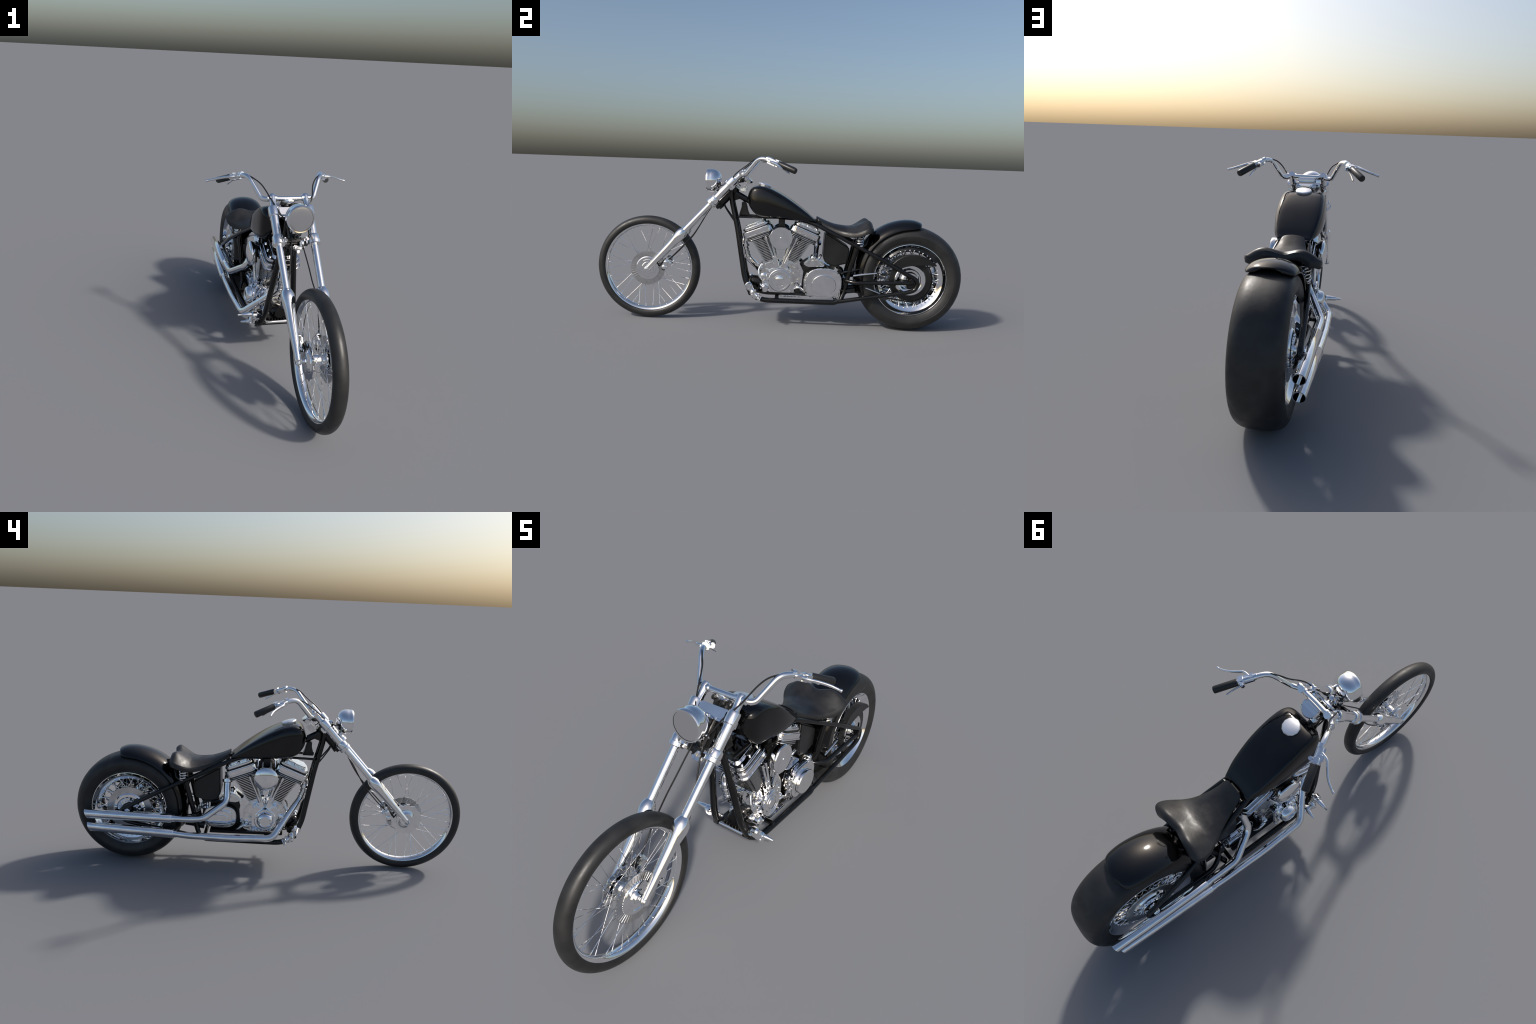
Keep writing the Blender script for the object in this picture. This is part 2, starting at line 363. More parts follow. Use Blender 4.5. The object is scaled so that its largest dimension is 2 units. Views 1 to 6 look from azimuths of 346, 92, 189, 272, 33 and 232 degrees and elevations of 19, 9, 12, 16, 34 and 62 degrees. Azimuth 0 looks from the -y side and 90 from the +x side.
tube("cross_member", [(-0.092, -0.142, 0.178), (0.092, -0.142, 0.178)], 0.011, FRAMEBLK, fr)
tube("cross_member", [(-0.062, 0.215, 0.573), (0.062, 0.215, 0.573)], 0.011, FRAMEBLK, fr)
tube("cross_member", [(-0.10, 0.325, 0.150), (0.10, 0.325, 0.150)], 0.010, FRAMEBLK, fr)
tube("cross_member", [(-0.08, 0.375, 0.262), (0.08, 0.375, 0.262)], 0.014, FRAMEBLK, fr)
prism("fender_mount", [(0.418, 0.400), (0.430, 0.400), (0.446, 0.492), (0.434, 0.496)], -0.082, 0.082, FRAMEBLK, fr, 0.004)
# horn hanging behind the steering head
prism("horn", [(-0.220, 0.596), (-0.160, 0.596), (-0.172, 0.622), (-0.180, 0.668), (-0.206, 0.668), (-0.206, 0.640)], -0.020, 0.020, SATIN, bike, 0.004)
box("horn_bracket", (0, -0.184, 0.645), (0.030, 0.016, 0.040), CAST, bike, 0.003)

# ================================================= fork
fork = empty("fork", bike)
for s in (-1, 1):
    x = 0.0735 * s; fd = V((s * 0.0128, fdir.y, fdir.z)).normalized()
    lathe("fork_slider", [(-0.018, 0), (-0.018, 0.006), (-0.013, 0.0105), (-0.004, 0.0125), (0.010, 0.0135), (0.10, 0.0180), (0.180, 0.0212), (0.212, 0.0230), (0.236, 0.0270), (0.260, 0.0305), (0.280, 0.0292), (0.295, 0.0230), (0.304, 0.0175), (0.304, 0)], fk(0, 0, x), fd, CHROME, fork, 32, sharp=50)
    lathe("fork_tube", [(0.295, 0), (0.295, 0.0158), (0.520, 0.0158), (0.520, 0)], fk(0, 0, x), fd, CHROME, fork, 32)
    lathe("fork_shroud", [(0.540, 0), (0.540, 0.0194), (0.665, 0.0198), (0.665, 0)], fk(0, 0, x), fd, CHROME, fork, 32)
    lathe("clamp", [(0.503, 0), (0.503, 0.0260), (0.506, 0.0295), (0.520, 0.0300), (0.522, 0.0265), (0.543, 0.0265), (0.550, 0.0225), (0.553, 0)], fk(0, 0, x), fd, CHROME, fork, 32)
    lathe("clamp", [(0.643, 0), (0.643, 0.0215), (0.646, 0.0240), (0.683, 0.0240), (0.690, 0.0215), (0.693, 0.014), (0.693, 0)], fk(0, 0, x), fd, CHROME, fork, 32)
    fc_ = fk(0.650, 0.016, s * 0.088)
    box("clamp_pinch", fc_, (0.016, 0.030, 0.034), CHROME, fork, 0.005, Matrix.Rotation(math.atan2(fdir.z, fdir.y) - PI / 2, 3, 'X'))
    # axle boss
    lathe("axle_boss", [(-0.014, 0.010), (-0.012, 0.013), (0.012, 0.013), (0.014, 0.010), (0.014, 0), (-0.014, 0)], fk(0.0, 0, x), X, CHROME, fork, 24)
Mf = Matrix.Rotation(math.atan2(fdir.z, fdir.y) - PI / 2, 4, 'X')   # local z -> fork direction
def fbox(name, d, back, x, size, mat, bev=0.004):
    return box(name, fk(d, back, x), size, mat, fork, bev, Mf.to_3x3())
fbox("triple_clamp", 0.528, 0.022, 0, (0.130, 0.040, 0.030), SATIN, 0.008)
for s in (-1, 1): fbox("clamp_lug", 0.528, 0.008, 0.052 * s, (0.032, 0.034, 0.030), CHROME, 0.009)
lathe("steering_damper", [(-0.012, 0), (-0.010, 0.008), (0, 0.012), (0.010, 0.008), (0.012, 0)], fk(0.512, -0.004, 0.022), fdir, CHROME, fork, 18)
fbox("triple_clamp", 0.664, 0.004, 0, (0.130, 0.030, 0.048), CHROME, 0.008)
fbox("stem_nut", 0.520, 0.036, 0, (0.070, 0.040, 0.034), SATIN, 0.010)
lathe("stem_nut", [(0, 0.016), (0.014, 0.016), (0.018, 0.012), (0.018, 0)], fk(0.664, 0.030), fdir, CHROME, fork, 6, sharp=20)
fbox("steering_stop", 0.500, 0.020, 0.012, (0.050, 0.022, 0.020), CAST, 0.006)

# ================================================= handlebar
hb = empty("handlebar", bike)
path = [(-0.268, 0.066, 0.849), (-0.227, -0.002, 0.876), (-0.198, -0.056, 0.896), (-0.169, -0.111, 0.904), (-0.120, -0.185, 0.813), (-0.082, -0.203, 0.820), (0, -0.205, 0.820)]
full = path + [(-x, y, z) for x, y, z in path[-2::-1]]
tube("bar", fillet(full, 0.030), 0.0112, CHROME, hb, 18)
for s in (-1, 1):
    lathe("riser", [(-0.004, 0), (-0.004, 0.0165), (0.004, 0.0165), (0.008, 0.0150), (0.030, 0.0155), (0.048, 0.0165), (0.062, 0.0160), (0.065, 0.0145), (0.065, 0)], fk(0.690, 0.003, 0.0785 * s), fdir + fperp * 0.05 + V((-0.03 * s, 0.0, 0)), CHROME, hb, 28)
    lathe("riser_collar", [(-0.022, 0), (-0.022, 0.0140), (0.022, 0.0140), (0.022, 0)], (0.080 * s, -0.2045, 0.822), X, CHROME, hb, 28)
    g0, g1 = V((-0.226 * s, -0.004, 0.877)), V((-0.2745 * s, 0.0775, 0.8445))
    L_ = (g1 - g0).length
    lathe("grip", [(0, 0), (0, 0.0138), (0.003, 0.0148), (L_ - 0.004, 0.0152), (L_, 0.0135), (L_ + 0.001, 0)], g0, g1 - g0, GRIPRUB, hb, 24)
    gd = (g1 - g0).normalized()
    # control housing and perch wrap round the bar
    q = V((0, 1, 0)).rotation_difference(gd).to_matrix()
    box("switch_housing", g0 - gd * 0.012 + V((0, -0.003, -0.001)), (0.036, 0.036, 0.034), CHROME, hb, 0.008, q, 3)
    box("switch_housing", g0 - gd * 0.016 + V((s * 0.016, 0.008, -0.002)), (0.020, 0.016, 0.022), CHROME, hb, 0.004, q, 2)
    box("lever_perch", g0 - gd * 0.044 + V((-0.002 * s, -0.006, -0.004)), (0.034, 0.060, 0.029), CHROME, hb, 0.010, q, 3)
    box("brake_reservoir", g0 - gd * 0.020 + V((-0.006 * s, -0.014, -0.004)), (0.024, 0.036, 0.024), CHROME, hb, 0.008, q, 3)
    lathe("perch_clamp", [(-0.008, 0), (-0.008, 0.0128), (0.008, 0.0128), (0.008, 0)], g0 - gd * 0.072, gd, CHROME, hb, 20)
    lv = catmull([(-0.212 * s, -0.050, 0.888), (-0.243 * s, -0.047, 0.886), (-0.268 * s, -0.028, 0.879), (-0.300 * s, -0.006, 0.868), (-0.328 * s, 0.004, 0.859), (-0.3455 * s, 0.008, 0.854)], 5)
    nn = len(lv)
    tube("lever", lv, [0.0075 - 0.003 * (i / nn) if i < nn - 3 else 0.0062 for i in range(nn)], CHROME, hb, 12, True, 40, 0.8)
    tube("turn_switch", catmull([(-0.212 * s, -0.006, 0.866), (-0.224 * s, 0.018, 0.850), (-0.233 * s, 0.047, 0.832)], 4), 0.0033, CHROME, hb, 8)
# gauge pod under the bar
lathe("gauge", [(0, 0), (0, 0.038), (0.004, 0.041), (0.012, 0.040), (0.022, 0.034), (0.028, 0.022), (0.030, 0)], (0, -0.180, 0.802), V((0, -0.55, -0.84)), CHROME, hb, 36)
box("indicator_box", (0, -0.178, 0.808), (0.080, 0.022, 0.014), CHROME, hb, 0.004, rotx(-42))
box("gauge_bracket", (0.0, -0.195, 0.738), (0.044, 0.046, 0.030), CAST, hb, 0.006, rotx(40))
box("ignition_switch", (-0.035, -0.172, 0.775), (0.024, 0.024, 0.024), CAST, hb, 0.005, rotx(40))
box("ignition_switch", (0.035, -0.172, 0.775), (0.024, 0.024, 0.024), CAST, hb, 0.005, rotx(40))
lump = empty("wiring", bike)
for k in range(9):
    a = k * 2.4
    lathe("connector", [(-0.010, 0), (-0.008, 0.009), (0, 0.012), (0.008, 0.009), (0.010, 0)], (-0.030 + 0.0085 * k, -0.212 + 0.008 * math.sin(a), 0.792 - 0.0012 * k + 0.007 * math.cos(a)), (math.sin(a), 0.5, math.cos(a)), SATIN, lump, 12)
for k in range(6):
    a = k * 1.9
    lathe("connector", [(-0.012, 0), (-0.009, 0.010), (0, 0.013), (0.009, 0.010), (0.012, 0)], (0.012 * math.sin(a), -0.292 - 0.004 * k, 0.770 - 0.017 * k), (math.sin(a), 0.4, math.cos(a)), SATIN if k % 2 else CAST, lump, 12)
# cables
def cable(pts, r=0.0030): return tube("cable", catmull(pts, 8), r, CABLE, bike, 8)
cable([(-0.170, -0.108, 0.906), (-0.148, -0.134, 0.896), (-0.118, -0.170, 0.873), (-0.088, -0.230, 0.822), (-0.062, -0.276, 0.778), (-0.030, -0.300, 0.730), (-0.02, -0.312, 0.690)])
cable([(0.170, -0.108, 0.906), (0.142, -0.138, 0.895), (0.120, -0.170, 0.870), (0.098, -0.232, 0.822), (0.060, -0.270, 0.775), (0.030, -0.315, 0.720), (0.020, -0.345, 0.690)])
cable([(0.022, -0.340, 0.680), (0.032, -0.374, 0.632), (0.046, -0.408, 0.570), (0.056, -0.440, 0.515), (0.066, -0.480, 0.460), (0.060, -0.545, 0.390), (0.046, -0.605, 0.330)])
cable([(-0.018, -0.345, 0.680), (-0.028, -0.376, 0.632), (-0.040, -0.418, 0.567), (-0.052, -0.448, 0.515), (-0.060, -0.485, 0.458), (-0.058, -0.545, 0.390), (-0.046, -0.605, 0.330)])
for dx in (-0.012, 0.012):
    cable([(dx, -0.300, 0.670), (dx, -0.298, 0.640), (dx * 1.5, -0.272, 0.600), (dx * 2.5, -0.240, 0.555), (dx * 4, -0.216, 0.500), (dx * 5.2, -0.192, 0.400)], 0.0035)
cable([(0.02, -0.28, 0.76), (0.015, -0.318, 0.752), (0.0, -0.33, 0.74), (0.0, -0.34, 0.72)], 0.0026)

# ================================================= headlight
hl = empty("headlight", bike)
hc = V((0, -0.4000, 0.7765)); ha = V((0, 1, 0.015))
lathe("lamp_shell", [(0.001, 0.0535), (0.000, 0.0585), (0.004, 0.0605), (0.010, 0.0615), (0.013, 0.0605), (0.026, 0.0618), (0.042, 0.0600), (0.057, 0.0540), (0.068, 0.0445), (0.077, 0.0300), (0.081, 0.0150), (0.082, 0)], hc, ha, CHROME, hl, 56, sharp=50)
lathe("lamp_lens", [(0.0025, 0.0540), (0.0012, 0.046), (0.0004, 0.030), (0.0, 0.012), (0.0, 0)], hc, ha, LENS, hl, 48)
tube("lamp_stalk", fillet([(0, -0.352, 0.722), (0, -0.340, 0.700), (0, -0.325, 0.690)], 0.01), 0.011, CHROME, hl, 14)
lathe("lamp_knuckle", [(-0.018, 0), (-0.018, 0.013), (0.018, 0.013), (0.018, 0)], (0, -0.338, 0.706), X, CHROME, hl, 20)
box("lamp_bracket", (0, -0.330, 0.708), (0.046, 0.020, 0.026), CAST, hl, 0.005, rotx(-40))

# ================================================= fuel tank
tk = empty("fuel_tank", bike)
TOP = [(-0.172, 0.699), (-0.166, 0.725), (-0.153, 0.743), (-0.132, 0.754), (-0.106, 0.758), (-0.075, 0.753), (-0.041, 0.742), (0.024, 0.710), (0.088, 0.670), (0.154, 0.622), (0.190, 0.591), (0.206, 0.581)]
BOT = [(-0.172, 0.680), (-0.166, 0.658), (-0.158, 0.644), (-0.138, 0.618), (-0.110, 0.600), (-0.075, 0.593), (-0.041, 0.590), (0.041, 0.584), (0.120, 0.580), (0.190, 0.577), (0.206, 0.577)]
WID = [(-0.172, 0.052), (-0.166, 0.070), (-0.153, 0.092), (-0.132, 0.104), (-0.10, 0.109), (-0.05, 0.111), (0.0, 0.1115), (0.05, 0.109), (0.10, 0.102), (0.15, 0.091), (0.190, 0.075), (0.206, 0.066)]
SEC = [(0, 1.02), (0.40, 1.015), (0.70, 0.995), (0.86, 0.945), (0.95, 0.82), (0.99, 0.60), (1.0, 0.36), (0.97, 0.15), (0.86, 0.035), (0.66, 0.0), (0.30, 0.0)]
SECW = SEC + [(0, 0.0)] + [(-a, b) for a, b in SEC[:0:-1]]
ring = [V((a, b, 0)) for a, b in SECW]
def closed_spline(P, n):
    m = len(P); out = []
    for i in range(m):
        p0, p1, p2, p3 = P[i - 1], P[i], P[(i + 1) % m], P[(i + 2) % m]
        for k in range(n):
            t = k / n
            out.append(0.5 * ((2 * p1) + (p2 - p0) * t + (2 * p0 - 5 * p1 + 4 * p2 - p3) * t * t + (3 * p1 - p0 - 3 * p2 + p3) * t ** 3))
    return out
ring = closed_spline(ring, 4)
secs = []
NS = 60
for i in range(NS + 1):
    t = i / NS
    y = -0.172 + 0.371 * (t ** 1.5 if t < 0.999 else 1)
    zt, zb, hw = interp(TOP, y), interp(BOT, y), interp(WID, y)
    secs.append([(p.x * hw, y, zb + p.y * (zt - zb)) for p in ring])
for f, dy in ((0.93, -0.003), (0.75, -0.0055), (0.45, -0.0072)):   # domed nose
    s0 = secs[0] if f == 0.93 else base0
    if f == 0.93: base0 = secs[0]
    zc = sum(p[2] for p in base0) / len(base0)
    secs.insert(0, [(p[0] * f, -0.172 + dy, zc + (p[2] - zc) * f) for p in base0])
loft("tank_shell", secs, BLACK, tk, True, 60)
capn = V((0, 0.25, 0.968)).normalized()
lathe("filler_cap", [(-0.004, 0.0), (-0.004, 0.034), (0.0, 0.0375), (0.009, 0.0385), (0.013, 0.0355), (0.0155, 0.025), (0.0165, 0.010), (0.0168, 0)], V((0, -0.0855, 0.7560)), capn, CAPM, tk, 12, sharp=25)
lathe("filler_neck", [(-0.03, 0.033), (0.008, 0.033), (0.008, 0)], V((0, -0.0840, 0.7455)), capn, BLACK, tk, 32)
box("tank_mount", (0, 0.016, 0.562), (0.118, 0.034, 0.054), SATIN, tk, 0.004)
box("tank_mount", (0, 0.205, 0.580), (0.060, 0.030, 0.014), SATIN, tk, 0.004)

# ================================================= seat (sprung solo saddle)
st = empty("seat", bike)
ZC = [(0.205, 0.604), (0.240, 0.588), (0.285, 0.571), (0.335, 0.561), (0.380, 0.558), (0.415, 0.563), (0.445, 0.574), (0.466, 0.582), (0.480, 0.582), (0.494, 0.572)]
HW = [(0.205, 0.044), (0.212, 0.050), (0.260, 0.063), (0.310, 0.081), (0.350, 0.098), (0.390, 0.121), (0.420, 0.142), (0.442, 0.152), (0.458, 0.1545), (0.472, 0.151), (0.483, 0.142), (0.490, 0.128), (0.494, 0.110)]
DR = [(0.205, 0.008), (0.260, 0.018), (0.310, 0.025), (0.360, 0.029), (0.410, 0.030), (0.450, 0.028), (0.480, 0.024), (0.494, 0.018)]
def seat_pt(u, v):
    """u along (0 nose .. 1 back), v across -1..1: crowned saddle, two raised lobes at the back"""
    y = 0.205 + 0.289 * (1 - (1 - u) ** 1.25)
    x = interp(HW, y) * v; a = abs(v)
    k = min(1, max(0, (y - 0.40) / 0.07))
    z = interp(ZC, y) - interp(DR, y) * a ** (2.4 + 0.8 * k)
    z += k * 0.016 * math.sin(PI * min(1, a / 1.05)) ** 2
    y += k * (0.010 * a ** 2 - 0.008 * (1 - min(1, a * 1.3)) ** 2)
    return V((x, y, z))
nu, nv = 44, 40
bm = bmesh.new(); top = []; bot = []
for i in range(nu + 1):
    top.append([]); bot.append([])
    for j in range(nv + 1):
        u, v = i / nu, -1 + 2 * j / nv
        p = seat_pt(u, v); top[-1].append(bm.verts.new(p))
        edge = max(abs(v), max(0, (u - 0.8) / 0.2), max(0, (0.1 - u) / 0.1))
        th = 0.020 + 0.010 * u * (1 - 0.35 * abs(v) ** 4)
        q = V((p.x * 0.975, p.y - 0.004 * u + 0.001, p.z - th))
        # flat pan underneath
        bot[-1].append(bm.verts.new(q))
for i in range(nu):
    for j in range(nv):
        bm.faces.new((top[i][j], top[i][j + 1], top[i + 1][j + 1], top[i + 1][j]))
        bm.faces.new((bot[i][j], bot[i + 1][j], bot[i + 1][j + 1], bot[i][j + 1]))
rim_t = [top[0][j] for j in range(nv)] + [top[i][nv] for i in range(nu)] + [top[nu][j] for j in range(nv, 0, -1)] + [top[i][0] for i in range(nu, 0, -1)]
rim_b = [bot[0][j] for j in range(nv)] + [bot[i][nv] for i in range(nu)] + [bot[nu][j] for j in range(nv, 0, -1)] + [bot[i][0] for i in range(nu, 0, -1)]
edges = []
for k in range(len(rim_t)):
    k2 = (k + 1) % len(rim_t); bm.faces.new((rim_t[k], rim_t[k2], rim_b[k2], rim_b[k]))
bmesh.ops.recalc_face_normals(bm, faces=bm.faces)
rs, rb = set(rim_t), set(rim_b)
be = [e for e in bm.edges if (e.verts[0] in rs and e.verts[1] in rs) or (e.verts[0] in rb and e.verts[1] in rb)]
be = [e for e in be if e.calc_face_angle(0) > 0.6]
bmesh.ops.bevel(bm, geom=be, offset=0.009, segments=4, affect='EDGES', clamp_overlap=True)
obj_from_bm("cushion", bm, LEATHER, st, 85)
for s in (-1, 1):                               # chrome coil springs
    h = [V((s * 0.085 + 0.018 * math.cos(a), 0.437 + 0.018 * math.sin(a), 0.462 + 0.062 * a / (2 * PI * 4.5))) for a in [2 * PI * 4.5 * k / 90 for k in range(91)]]
    tube("coil_spring", h, 0.0052, CHROME, st, 8)
    lathe("spring_cup", [(0, 0), (0, 0.016), (0.010, 0.020), (0.012, 0)], (s * 0.085, 0.437, 0.516), (0, 0, 1), CHROME, st, 24)
    lathe("spring_cup", [(-0.012, 0), (-0.012, 0.012), (0, 0.022), (0.003, 0.022), (0.003, 0)], (s * 0.085, 0.437, 0.458), (0, 0, 1), CHROME, st, 24)

# ================================================= fender over the fat wheel
FP = [(-10.0, 0.310), (-4, 0.3165), (4, 0.3195), (15, 0.3200), (35, 0.3185), (55, 0.3130), (75, 0.3030), (95, 0.2980), (110, 0.2980)]
WP = [(-10.0, 0.050), (-9, 0.068), (-7, 0.082), (-3, 0.092), (8, 0.099), (40, 0.101), (60, 0.100), (110, 0.098)]
EP = [(-10, 0.022), (-6, 0.040), (0, 0.050), (20, 0.055), (50, 0.055), (80, 0.048), (110, 0.044)]
bm = bmesh.new(); outer = []; inner = []
na, nw = 60, 32
for i in range(na + 1):
    a = -10 + 118 * (i / na) ** 1.25; ar = math.radians(a)
    ro, hw, drop = interp(FP, a), interp(WP, a), interp(EP, a)
    outer.append([]); inner.append([])
    for j in range(nw + 1):
        v = -1 + 2 * j / nw
        vv = math.sin(v * PI / 2 * 0.92) / math.sin(PI / 2 * 0.92) * 0.985
        r = ro - drop * (1 - math.sqrt(max(0, 1 - abs(vv) ** 2.0))) 
        for lst, rr, hh in ((outer, r, hw), (inner, r - 0.004 - 0.003 * (1 - abs(vv)), hw - 0.003)):
            lst[-1].append(bm.verts.new((hh * vv, RA.y - rr * math.sin(ar), RA.z + rr * math.cos(ar))))
for i in range(na):
    for j in range(nw):
        bm.faces.new((outer[i][j], outer[i][j + 1], outer[i + 1][j + 1], outer[i + 1][j]))
        bm.faces.new((inner[i][j], inner[i + 1][j], inner[i + 1][j + 1], inner[i][j + 1]))
for i in range(na):
    for j in (0, nw): bm.faces.new((outer[i][j], outer[i + 1][j], inner[i + 1][j], inner[i][j]))
for j in range(nw):
    for i in (0, na): bm.faces.new((outer[i][j], outer[i][j + 1], inner[i][j + 1], inner[i][j]))
fender = obj_from_bm("fender", bm, BLACK, bike, 50)
for s in (-1, 1):
    tube("fender_strut", [(s * 0.096, 0.440, 0.446), (s * 0.090, 0.470, 0.470), (s * 0.070, 0.480, 0.500)], 0.007, FRAMEBLK, bike, 10)

# ================================================= oil tank / battery box
prism("oil_tank", [(0.252, 0.518), (0.266, 0.516), (0.384, 0.446), (0.388, 0.430), (0.378, 0.356), (0.310, 0.338), (0.262, 0.352), (0.246, 0.384)], -0.060, 0.060, SATIN, bike, 0.007, 3)
box("battery_strap", (0, 0.315, 0.334), (0.120, 0.050, 0.016), SATIN, bike, 0.003)

# ================================================= engine
en = empty("engine", bike)
# crankcase body
prism("crankcase", [(-0.075, 0.190), (-0.030, 0.176), (0.090, 0.176), (0.130, 0.200), (0.130, 0.300), (0.100, 0.345), (0.055, 0.358), (0.016, 0.330), (-0.020, 0.358), (-0.066, 0.345), (-0.088, 0.300)], -0.058, 0.058, CAST, en, 0.006)
prism("crankcase_half", [(-0.045, 0.186), (0.080, 0.186), (0.080, 0.312), (0.016, 0.330), (-0.045, 0.306)], 0.050, 0.080, ENGINE, en, 0.005)
prism("sump", [(-0.080, 0.172), (0.300, 0.168), (0.300, 0.180), (-0.080, 0.186)], -0.070, 0.062, SATIN, en, 0.003)
prism("sump_plate", [(0.02, 0.163), (0.14, 0.163), (0.14, 0.172), (0.02, 0.172)], -0.03, 0.075, CAST, en, 0.002)
# stator cover rings (+x)
lathe("stator_cover", [(0.078, 0.0610), (0.0845, 0.0605), (0.0865, 0.058), (0.0865, 0.049), (0.0845, 0.047), (0.0845, 0.043), (0.0870, 0.041), (0.0870, 0.031), (0.0850, 0.029), (0.0850, 0.026), (0.0880, 0.0240), (0.0900, 0.018), (0.0915, 0.008), (0.0918, 0)], (0, 0.0155, 0.2535), X, CHROME, en, 56)
# cam chest (-x)
prism("cam_chest", [(-0.044, 0.196), (0.078, 0.196), (0.082, 0.205), (0.080, 0.338), (0.060, 0.340), (0.016, 0.318), (-0.030, 0.342), (-0.046, 0.340), (-0.046, 0.205)], -0.094, -0.050, ENGINE, en, 0.005)
lathe("cam_cover", [(-0.092, 0.0570), (-0.1000, 0.0565), (-0.1020, 0.0540), (-0.1020, 0.0450), (-0.1090, 0.0435), (-0.1200, 0.0410), (-0.1280, 0.0350), (-0.1310, 0.0270), (-0.1290, 0.0250), (-0.1290, 0)], (0, 0.0130, 0.2660), X, CHROME, en, 56)
# lifter blocks
for s in (-1, 1):
    for d in (-1, 1):
        box("lifter_block", (s * 0.072, 0.016 + d * 0.022, 0.338), (0.030, 0.028, 0.036), ENGINE, en, 0.006, rotx(-d * 22))
    lathe("timing_plug", [(0, 0.018), (s * 0.006, 0.018), (s * 0.012, 0.012), (s * 0.013, 0)], (s * 0.056, 0.016 + 0.034, 0.318), X, CHROME, en, 24)
# cylinders with tapered stack of fins
def fin_mesh():
    bm = bmesh.new()
    prism_bm(bm, box_poly(0.5, 0.0019), -0.5, 0.5, 0, 1)
    bmesh.ops.bevel(bm, geom=[e for e in bm.edges if abs(e.verts[0].co.z - e.verts[1].co.z) > 0.001], offset=0.12, segments=4, affect='EDGES')
    return bm
CYC = Matrix(((0, 1, 0, 0), (0, 0, 1, 0), (1, 0, 0, 0), (0, 0, 0, 1)))     # prism axis -> local z
def slab(name, c, size, mat, parent, corner, rot, bev=0.004, seg=3):
    """rounded-rectangle plate lying across the cylinder axis"""
    hx, hy = size[0] / 2, size[1] / 2; poly = []
    for qx, qy, a0 in ((1, 1, 0), (-1, 1, 90), (-1, -1, 180), (1, -1, 270)):
        for k in range(7):
            a = math.radians(a0 + 15 * k)
            poly.append((qx * (hx - corner) + corner * math.cos(a), qy * (hy - corner) + corner * math.sin(a)))
    return prism(name, poly, -size[2] / 2, size[2] / 2, mat, parent, bev, seg, Matrix.Translation(V(c)) @ rot.to_4x4() @ CYC, 50)
fin0 = None
for d in (-1, 1):                               # d=-1 leans to the front
    b0 = V((0, 0.0175 + d * 0.0610, 0.360)); b1 = V((0, 0.0175 + d * 0.1270, 0.486)); tilt = -d * 21.5
    M3 = rotx(tilt)
    bm = bmesh.new()
    sweep_bm(bm, [b0 - V((0, d * 0.012, 0.022)), b1 + V((0, 0, 0.01))], [0.026, 0.033], 28)
    obj_from_bm("cylinder_barrel", bm, BARREL, en)
    N = 17
    for k in range(N):
        t = k / (N - 1)
        c = b0.lerp(b1, t)
        M = Matrix.Translation(c) @ M3.to_4x4() @ Matrix.Diagonal((0.130 + 0.018 * t, 0.066 + 0.024 * t, 1, 1))
        if fin0 is None:
            fin0 = obj_from_bm("cooling_fin", fin_mesh(), FIN, en); fin0.matrix_local = M
        else: dup(fin0, M)
    # cylinder base flange
    box("cylinder_base", b0 - V((0, d * 0.007, 0.012)), (0.100, 0.064, 0.014), ENGINE, en, 0.004, M3)
    up = M3 @ V((0, 0, 1)); al = M3 @ V((0, 1, 0))
    hc_ = V((0, 0.0175 + d * 0.1215, 0.500))
    # head: fin plates, then rocker box in three tiers
    box("cylinder_head", hc_ - up * 0.012, (0.146, 0.134, 0.022), SATIN, en, 0.003, M3)
    for k in range(3):
        slab("head_fin", hc_ + up * (-0.018 + 0.008 * k), (0.160, 0.152, 0.0030), FIN, en, 0.030, M3, 0.0008, 1)
    slab("rocker_box", hc_ + up * 0.019, (0.178, 0.170, 0.030), ENGINE, en, 0.034, M3, 0.007)
    slab("rocker_lip", hc_ + up * 0.005, (0.184, 0.174, 0.006), ENGINE, en, 0.034, M3, 0.002, 2)
    slab("rocker_gasket", hc_ + up * 0.036, (0.154, 0.146, 0.006), SATIN, en, 0.028, M3, 0.001, 1)
    slab("rocker_cover", hc_ + up * 0.046, (0.158, 0.152, 0.016), ENGINE, en, 0.032, M3, 0.006)
    slab("rocker_lid", hc_ + up * 0.058, (0.100, 0.120, 0.014), ENGINE, en, 0.024, M3, 0.005)
    for sx in (-1, 1):
        for sy in (-1, 0, 1):
            p = hc_ + up * 0.054 + al * (sy * 0.050) + V((sx * 0.062, 0, 0))
            lathe("bolt", [(0, 0.0055), (0.006, 0.0055), (0.008, 0.004), (0.008, 0)], p, up, CHROME, en, 10)
    # pushrod tubes on both flanks
    for sx in (-1, 1):
        for off in (0, 1):
            p0 = V((sx * 0.076, 0.016 + d * (0.012 + 0.008 * off), 0.335))
            p1 = V((sx * 0.084, 0.016 + d * (0.060 + 0.026 * off), 0.492))
            dd = (p1 - p0); Ln = dd.length
            lathe("pushrod_tube", [(0, 0.0072), (Ln * 0.30, 0.0072), (Ln * 0.31, 0.0055), (Ln * 0.86, 0.0055), (Ln * 0.87, 0.0078), (Ln, 0.0078)], p0, dd, CHROME, en, 14)
    # spark plug
    lathe("spark_plug", [(0, 0.008), (0.016, 0.008), (0.017, 0.006), (0.034, 0.005), (0.036, 0)], hc_ + V((0.058, -d * 0.02, -0.012)), (1, 0, -0.2), SATIN, en, 12)
